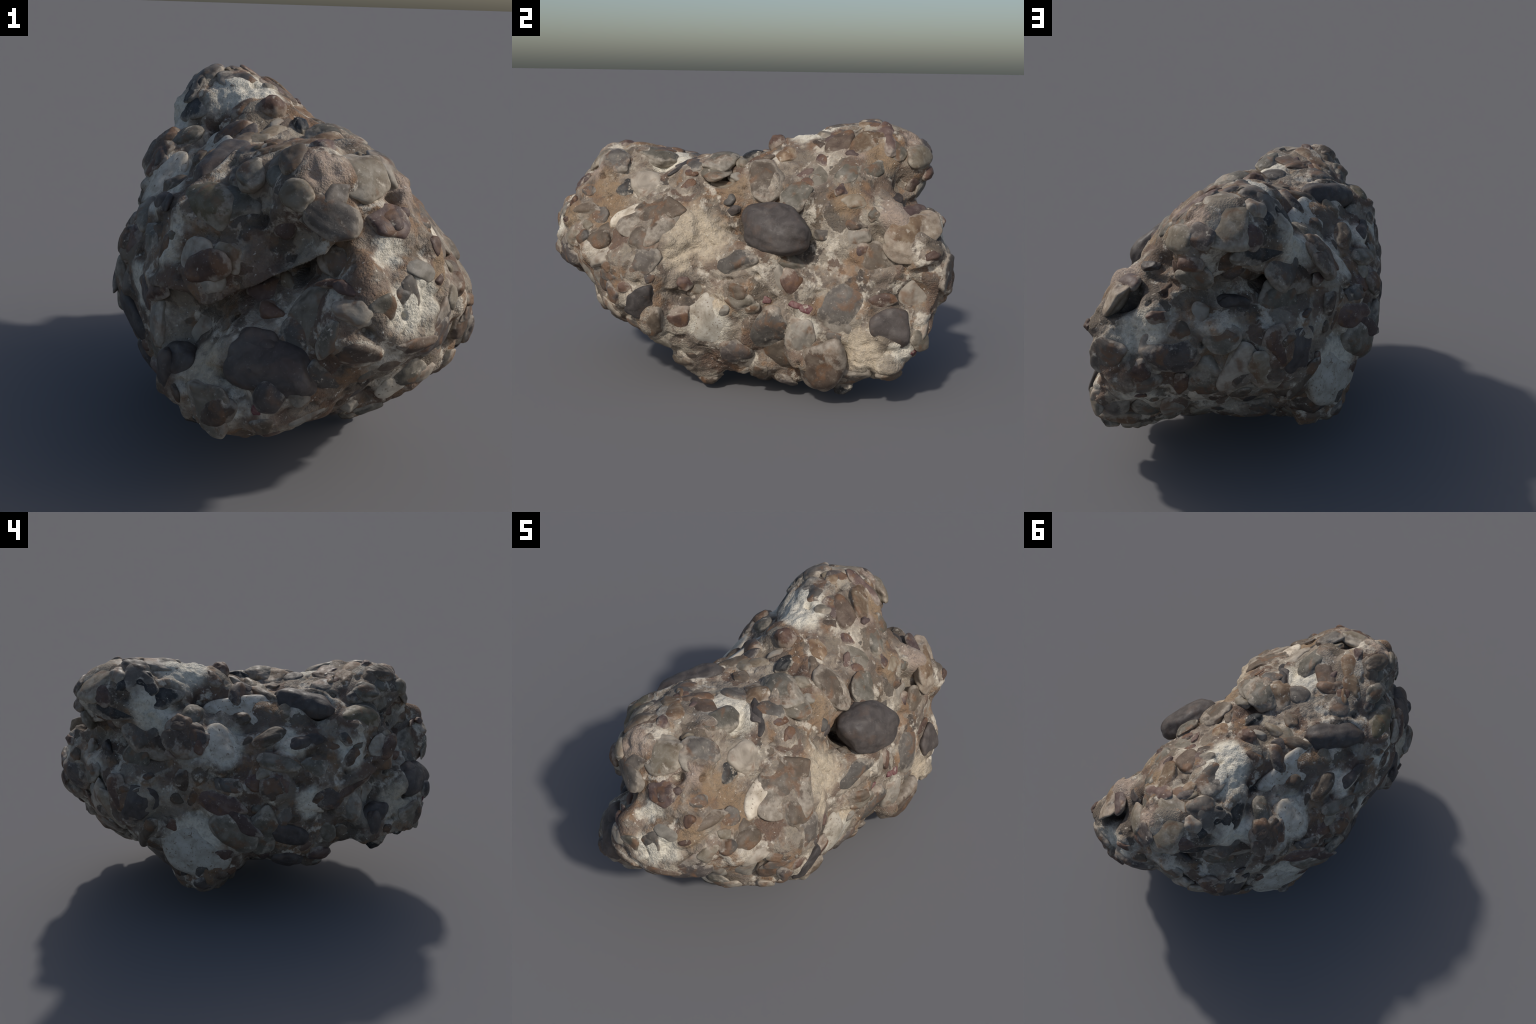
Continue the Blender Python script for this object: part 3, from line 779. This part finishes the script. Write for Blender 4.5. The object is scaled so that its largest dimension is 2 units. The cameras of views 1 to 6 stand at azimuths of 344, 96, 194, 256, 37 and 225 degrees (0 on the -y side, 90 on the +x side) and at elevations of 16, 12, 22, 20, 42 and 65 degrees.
class Nodes:
    """Small helper that wires up a Principled material."""

    def __init__(self, name):
        self.m = bpy.data.materials.new(name)
        self.m.use_nodes = True
        self.t = self.m.node_tree
        self.bsdf = self.t.nodes["Principled BSDF"]
        self.co = self.t.nodes.new("ShaderNodeTexCoord").outputs["Object"]

    def put(self, socket, value):
        if isinstance(value, bpy.types.NodeSocket):
            self.t.links.new(value, socket)
        elif hasattr(socket.default_value, "__len__"):
            socket.default_value = (*value, 1.0) if len(socket.default_value) == 4 else value
        else:
            socket.default_value = value

    def noise(self, scale, detail=4, rough=0.55, vector=None, distortion=0.0, out="Fac"):
        n = self.t.nodes.new("ShaderNodeTexNoise")
        for k, v in (("Vector", vector or self.co), ("Scale", scale), ("Detail", detail), ("Roughness", rough), ("Distortion", distortion)):
            self.put(n.inputs[k], v)
        return n.outputs[out]

    def voronoi(self, scale, vector=None, feature="F1", out="Distance"):
        n = self.t.nodes.new("ShaderNodeTexVoronoi")
        n.feature = feature
        self.put(n.inputs["Vector"], vector or self.co)
        self.put(n.inputs["Scale"], scale)
        return n.outputs[out]

    def ramp(self, fac, *stops):
        n = self.t.nodes.new("ShaderNodeValToRGB")
        while len(n.color_ramp.elements) < len(stops):
            n.color_ramp.elements.new(0.5)
        for el, (pos, col) in zip(n.color_ramp.elements, stops):
            el.position, el.color = pos, (*col, 1) if hasattr(col, "__len__") else (col, col, col, 1)
        self.put(n.inputs[0], fac)
        return n.outputs[0]

    def step(self, fac, lo, hi, top=1.0):
        n = self.t.nodes.new("ShaderNodeMapRange")
        n.interpolation_type = "SMOOTHSTEP"
        for k, v in (("Value", fac), ("From Min", lo), ("From Max", hi), ("To Max", top)):
            self.put(n.inputs[k], v)
        return n.outputs[0]

    def mix(self, fac, a, b, mode="MIX"):
        n = self.t.nodes.new("ShaderNodeMix")
        n.data_type, n.blend_type = "RGBA", mode
        self.put(n.inputs[0], fac)
        self.put(n.inputs[6], a)
        self.put(n.inputs[7], b)
        return n.outputs[2]

    def math(self, op, a, b=0.0):
        n = self.t.nodes.new("ShaderNodeMath")
        n.operation = op
        self.put(n.inputs[0], a)
        self.put(n.inputs[1], b)
        return n.outputs[0]

    def vector(self, op, a, b):
        n = self.t.nodes.new("ShaderNodeVectorMath")
        n.operation = op
        self.put(n.inputs[0], a)
        self.put(n.inputs[1], b)
        return n.outputs["Value" if op == "DISTANCE" else "Vector"]

    def shifted(self):
        """Object coordinates moved by the object's random number, so no two stones match."""
        info = self.t.nodes.new("ShaderNodeObjectInfo")
        self.random = info.outputs["Random"]
        return self.vector("ADD", self.co, self.math("MULTIPLY", self.random, 37.0))

    def finish(self, colour, bump, distance=0.004, rough=0.75, strength=0.6):
        n = self.t.nodes.new("ShaderNodeBump")
        self.put(n.inputs["Height"], bump)
        n.inputs["Distance"].default_value, n.inputs["Strength"].default_value = distance, strength
        self.t.links.new(n.outputs[0], self.bsdf.inputs["Normal"])
        self.put(self.bsdf.inputs["Base Color"], colour)
        self.put(self.bsdf.inputs["Roughness"], rough)
        self.bsdf.inputs["Specular IOR Level"].default_value = 0.3
        return self.m


# where the cement is stained or left chalky: kind, centre, reach
PATCHES = [
    ("tan", (0.44, -0.20, 0.79), 0.14),
    ("tan", (0.50, -0.27, 0.70), 0.07),
    ("tan", (0.59, 0.57, 0.31), 0.11),
    ("tan", (0.56, 0.23, 0.72), 0.07),
    ("tan", (0.52, -0.10, 0.48), 0.07),
    ("chalk", (0.51, -0.13, 0.37), 0.09),
    ("chalk", (0.13, -0.38, 1.10), 0.08),
    ("chalk", (0.15, -0.35, 1.09), 0.08),
    ("chalk", (0.15, -0.93, 0.78), 0.08),
    ("chalk", (0.06, -0.89, 0.90), 0.05),
    ("chalk", (0.07, -0.36, 1.11), 0.11),
    ("chalk", (-0.06, 0.35, 1.23), 0.14),
    ("chalk", (0.00, 0.31, 1.23), 0.11),
    ("chalk", (-0.29, 0.53, 1.08), 0.12),
    ("chalk", (-0.40, 0.22, 0.89), 0.10),
    ("chalk", (-0.35, 0.21, 0.94), 0.10),
    ("chalk", (-0.44, 0.40, 0.46), 0.13),
    ("chalk", (-0.47, -0.41, 0.83), 0.09),
    ("chalk", (-0.43, -0.10, 0.89), 0.08),
    ("chalk", (-0.54, -0.16, 0.61), 0.08),
    ("tan", (-0.44, -0.67, 0.51), 0.09),
    ("chalk", (0.10, -0.95, 0.75), 0.07),
    ("tan", (-0.43, -0.69, 0.51), 0.08),
    ("chalk", (-0.37, -0.81, 0.45), 0.04),
    ("chalk", (0.25, 0.95, 0.76), 0.10),
    ("chalk", (0.36, 0.88, 0.87), 0.06),
    ("chalk", (-0.43, 0.43, 0.45), 0.10),
    ("chalk", (0.29, 0.89, 0.43), 0.08),
    ("chalk", (0.57, 0.31, 0.39), 0.08),
    ("chalk", (0.55, 0.77, 0.29), 0.07),
    ("pink", (0.14, -0.75, 1.05), 0.07),
    ("pink", (-0.09, -0.77, 1.10), 0.07),
    ("pink", (0.06, 0.79, 1.21), 0.05),
    ("pink", (0.41, 0.72, 0.90), 0.10),
    ("pink", (0.19, 0.52, 1.17), 0.07),
    ("ochre", (0.31, -0.65, 0.87), 0.10),
    ("ochre", (0.23, -0.67, 0.99), 0.07),
    ("ochre", (0.24, -0.85, 0.82), 0.05),
    ("ochre", (0.39, 0.51, 0.96), 0.08),
    ("ochre", (0.33, -0.03, 1.00), 0.07),
    ("ochre", (0.20, 0.64, 1.15), 0.09),
]
PATCH_COLOURS = {"tan": (0.52, 0.437, 0.33), "chalk": (0.68, 0.635, 0.535), "pink": (0.35, 0.275, 0.225), "ochre": (0.27, 0.19, 0.12)}


def cement_material():
    k = Nodes("cement")
    wob = k.vector("SUBTRACT", k.noise(9, 4, 0.6, out="Color"), (0.5, 0.5, 0.5))
    moved = k.vector("ADD", k.co, k.vector("MULTIPLY", wob, (0.16, 0.16, 0.16)))
    col = k.ramp(k.noise(5.5, 5, 0.6, distortion=0.6), (0.32, (0.095, 0.075, 0.06)), (0.44, (0.165, 0.134, 0.11)), (0.54, (0.285, 0.24, 0.193)), (0.67, (0.56, 0.50, 0.415)))
    # grey and brown cores of small pebbles that lie flush with the cement
    cell = k.voronoi(9.5, moved, out="Color")
    sep = k.t.nodes.new("ShaderNodeSeparateColor")
    k.put(sep.inputs[0], cell)
    core = k.ramp(sep.outputs[1], (0.0, (0.06, 0.051, 0.046)), (0.3, (0.135, 0.108, 0.082)), (0.5, (0.125, 0.078, 0.058)), (0.7, (0.21, 0.178, 0.14)), (1.0, (0.40, 0.355, 0.29)))
    edge = k.step(k.voronoi(9.5, moved, "DISTANCE_TO_EDGE"), 0.02, 0.06)
    col = k.mix(k.math("MULTIPLY", k.math("MULTIPLY", k.step(sep.outputs[0], 0.30, 0.42), edge), 0.85), col, core)
    # stains that follow no form: ochre, rose grey, pale lime
    col = k.mix(k.step(k.noise(7, 4, 0.6, k.vector("ADD", k.co, (4, 1, 7))), 0.53, 0.64, 0.7), col, (0.25, 0.15, 0.085))
    col = k.mix(k.step(k.noise(6, 4, 0.6, k.vector("ADD", k.co, (9, 3, 2))), 0.53, 0.64, 0.7), col, (0.15, 0.095, 0.07))
    col = k.mix(k.step(k.noise(8, 5, 0.65, k.vector("ADD", k.co, (1, 8, 5))), 0.555, 0.64, 0.85), col, (0.61, 0.55, 0.46))
    for kind, at, reach in PATCHES:
        d = k.vector("DISTANCE", moved, at)
        col = k.mix(k.step(d, reach * 1.3, reach * 0.6, 0.9), col, PATCH_COLOURS[kind])
    # grain and specks
    col = k.mix(k.step(k.noise(70, 3, 0.7), 0.35, 0.75, 0.5), col, (0.72, 0.66, 0.56), "SOFT_LIGHT")
    grain = k.noise(45, 5, 0.7)
    col = k.mix(k.step(grain, 0.55, 0.36, 0.35), col, (0.17, 0.14, 0.11))
    col = k.mix(k.step(k.noise(95, 2, 0.5), 0.68, 0.74, 0.75), col, (0.10, 0.075, 0.055))
    col = k.mix(k.step(k.noise(60, 3, 0.6, k.vector("ADD", k.co, (2, 2, 9))), 0.64, 0.72, 0.6), col, (0.74, 0.69, 0.60))
    h = k.math("ADD", k.math("MULTIPLY", grain, 0.7), k.noise(120, 3, 0.6))
    return k.finish(col, h, 0.010, 0.85, 0.8)


STONE_COLOURS = {  # low tone, middle tone, high tone, crust share
    "dark": ((0.052, 0.045, 0.042), (0.080, 0.070, 0.066), (0.112, 0.100, 0.092), 0.05),
    "black": ((0.020, 0.019, 0.020), (0.035, 0.035, 0.035), (0.077, 0.076, 0.073), 0.85),
    "slate": ((0.062, 0.051, 0.046), (0.097, 0.082, 0.075), (0.138, 0.118, 0.106), 0.45),
    "grey": ((0.083, 0.072, 0.062), (0.118, 0.105, 0.092), (0.166, 0.151, 0.130), 0.60),
    "taupe": ((0.106, 0.094, 0.072), (0.162, 0.145, 0.115), (0.237, 0.215, 0.178), 0.60),
    "pale": ((0.209, 0.184, 0.150), (0.299, 0.269, 0.224), (0.389, 0.355, 0.299), 0.40),
    "brown": ((0.085, 0.066, 0.048), (0.125, 0.098, 0.074), (0.171, 0.141, 0.108), 0.45),
    "umber": ((0.068, 0.050, 0.038), (0.109, 0.080, 0.061), (0.170, 0.136, 0.106), 0.5),
    "rust": ((0.081, 0.050, 0.038), (0.125, 0.078, 0.060), (0.185, 0.125, 0.093), 0.45),
    "maroon": ((0.081, 0.052, 0.046), (0.122, 0.083, 0.073), (0.179, 0.134, 0.115), 0.55),
    "amber": ((0.165, 0.123, 0.082), (0.246, 0.206, 0.150), (0.337, 0.299, 0.240), 0.6),
    "ochre": ((0.122, 0.077, 0.049), (0.203, 0.138, 0.086), (0.324, 0.259, 0.183), 0.75),
    "olive": ((0.116, 0.098, 0.058), (0.196, 0.162, 0.101), (0.260, 0.231, 0.167), 0.45),
    "white": ((0.40, 0.35, 0.275), (0.57, 0.525, 0.44), (0.69, 0.65, 0.57), 0.2),
    "crimson": ((0.11, 0.035, 0.04), (0.19, 0.075, 0.08), (0.32, 0.20, 0.18), 0.8),
}


def stone_material(name, low, mid, high, crust):
    k = Nodes(name + "_flint")
    at = k.shifted()
    col = k.ramp(k.noise(16, 4, 0.55, at, 0.8), (0.30, low), (0.5, mid), (0.70, high))
    warm = k.mix(k.step(k.random, 0.3, 0.9, 0.2), col, (0.30, 0.20, 0.12), "OVERLAY")
    tone = k.math("ADD", k.math("MULTIPLY", k.random, 0.5), 0.68)
    comb = k.t.nodes.new("ShaderNodeCombineColor")
    for i in range(3):
        k.put(comb.inputs[i], tone)
    col = k.mix(1.0, warm, comb.outputs[0], "MULTIPLY")
    # iron staining inside the flint
    rusty = k.step(k.noise(11, 3, 0.6, k.vector("ADD", at, (3, 5, 1)), 0.5), 0.50, 0.66, 0.7 if name not in ("dark", "black", "white", "crimson") else 0.15)
    col = k.mix(rusty, col, (0.175, 0.095, 0.052))
    # smears of cement and a dusty bloom left on the stone
    smear = k.noise(24, 5, 0.68, at)
    lime = k.ramp(k.noise(40, 3, 0.6, at), (0.35, (0.29, 0.243, 0.19)), (0.65, (0.54, 0.48, 0.395)))
    col = k.mix(k.step(smear, 0.69 - 0.13 * crust, 0.75 - 0.11 * crust, 0.8), col, lime)
    # a collar of cement still clinging where the stone enters the body
    reach = k.t.nodes.new("ShaderNodeAttribute")
    reach.attribute_type, reach.attribute_name = "OBJECT", '["proud"]'
    xyz = k.t.nodes.new("ShaderNodeSeparateXYZ")
    k.put(xyz.inputs[0], k.co)
    depth = k.math("SUBTRACT", k.math("DIVIDE", xyz.outputs[2], reach.outputs["Fac"]), k.math("MULTIPLY", k.math("SUBTRACT", smear, 0.5), 3.0))
    col = k.mix(k.step(depth, 0.52, 0.05, 0.45 if crust > 0.1 else 0.0), col, lime)
    col = k.mix(k.step(k.noise(120, 3, 0.65, at), 0.60, 0.72, 0.12 + 0.35 * crust), col, (0.46, 0.42, 0.36))
    if name == "white":
        col = k.mix(k.step(k.noise(85, 2, 0.5, at), 0.62, 0.70, 0.8), col, (0.16, 0.11, 0.07))
    h = k.math("ADD", k.noise(55, 4, 0.6, at), k.math("MULTIPLY", smear, 0.8))
    return k.finish(col, h, 0.003, k.ramp(smear, (0.4, 0.5), (0.65, 0.8)), 0.5)


MATERIALS = {name: stone_material(name, *spec) for name, spec in STONE_COLOURS.items()}

# ------------------------------------------------------------------ assembly
rock = bpy.data.objects.new("conglomerate_boulder", None)
rock["label"] = "lumpy conglomerate boulder of flint pebbles in pale cement"
rock["category"] = "rock"
bpy.context.scene.collection.objects.link(rock)

cement = bpy.data.objects.new("cement", cement_mesh)
cement_mesh.materials.append(cement_material())
cement.parent = rock
bpy.context.scene.collection.objects.link(cement)

SPHERES = {}
for level in (4, 5):
    bm = bmesh.new()
    bmesh.ops.create_icosphere(bm, subdivisions=level, radius=1)
    SPHERES[level] = (np.array([v.co.normalized() for v in bm.verts]), [[v.index for v in f.verts] for f in bm.faces])
    bm.free()


def stone_mesh(s, number):
    ball, faces = SPHERES[5 if s["wide"] > 0.03 else 4]
    # thickness, and how deep the stone sits so that its outline at the cement is as wanted
    thick = max(0.62 * s["wide"], 1.25 * s["proud"], 0.012) if s["proud"] < 0.03 or s["wide"] < 0.06 else 0.9 * s["wide"]
    shown = math.sqrt(max(0.2, 1 - ((thick - s["proud"] * (1 - 0.7 * s["fill"])) / thick) ** 2))
    power = 2.6 if s["shard"] else 2.3
    r = (np.abs(ball) ** power).sum(1) ** (-1 / power)
    cuts = rng.normal(size=(5 if s["proud"] > 0.03 else 9 if s["shard"] else 11, 3))
    cuts /= np.linalg.norm(cuts, axis=1)[:, None]
    for c in cuts:  # worn flats and chipped faces
        reach = rng.uniform(0.70, 0.85) if s["shard"] else rng.uniform(0.66, 0.92) if s["proud"] < 0.03 else rng.uniform(0.85, 0.95)
        t = ball @ c
        flat = np.where(t > 0.05, reach / np.maximum(t, 0.05), 9)
        soft = 26 if s["shard"] else 13
        r = -np.log(np.exp(-soft * r) + np.exp(-soft * np.minimum(flat, 3))) / soft
    o = Vector((number * 3.7, 1.3, number * 0.9))
    r = r * (1 + np.array([0.16 * noise.noise(Vector(b) * 1.3 + o) + 0.05 * noise.noise(Vector(b) * 2.6 + o) + 0.012 * noise.noise(Vector(b) * 6 + o) for b in ball]))
    half = np.array([s["long"] / shown, s["wide"] / shown, thick])
    half[:2] = np.minimum(half[:2], np.array([s["long"], s["wide"]]) * 1.5)
    r /= np.percentile(r * np.hypot(ball[:, 0], ball[:, 1]), 97)
    v = ball * r[:, None] * half
    v[:, 2] += s["proud"] - v[:, 2].max()
    me = bpy.data.meshes.new("pebble")
    me.from_pydata(v.tolist(), [], faces)
    me.shade_smooth()
    me.materials.append(MATERIALS[s["kind"]])
    return me


grit = []
order = sorted(range(len(stones)), key=lambda k: -stones[k]["long"] * stones[k]["wide"])
for place, k in enumerate(order):
    s = stones[k]
    me = stone_mesh(s, k)
    frame = Matrix((s["u"], s["v"], s["n"])).transposed().to_4x4()
    frame.translation = Vector(s["p"])
    if place < 300:
        ob = bpy.data.objects.new("pebble", me)
        ob.matrix_world = frame
        ob.parent = rock
        ob["proud"] = float(s["proud"])
        bpy.context.scene.collection.objects.link(ob)
    else:
        grit.append((me, frame))

# the smallest stones are joined into one part
joined = bmesh.new()
slots = []
for me, frame in grit:
    me.transform(frame)
    mat = me.materials[0]
    if mat not in slots:
        slots.append(mat)
    start = len(joined.faces)
    joined.from_mesh(me)
    joined.faces.ensure_lookup_table()
    for f in joined.faces[start:]:
        f.material_index = slots.index(mat)
    bpy.data.meshes.remove(me)
gravel_mesh = bpy.data.meshes.new("gravel")
joined.to_mesh(gravel_mesh)
joined.free()
for m in slots:
    gravel_mesh.materials.append(m)
gravel_mesh.shade_smooth()
gravel = bpy.data.objects.new("gravel", gravel_mesh)
gravel["kind"] = "stuff"
gravel["proud"] = 0.0005
gravel.parent = rock
bpy.context.scene.collection.objects.link(gravel)
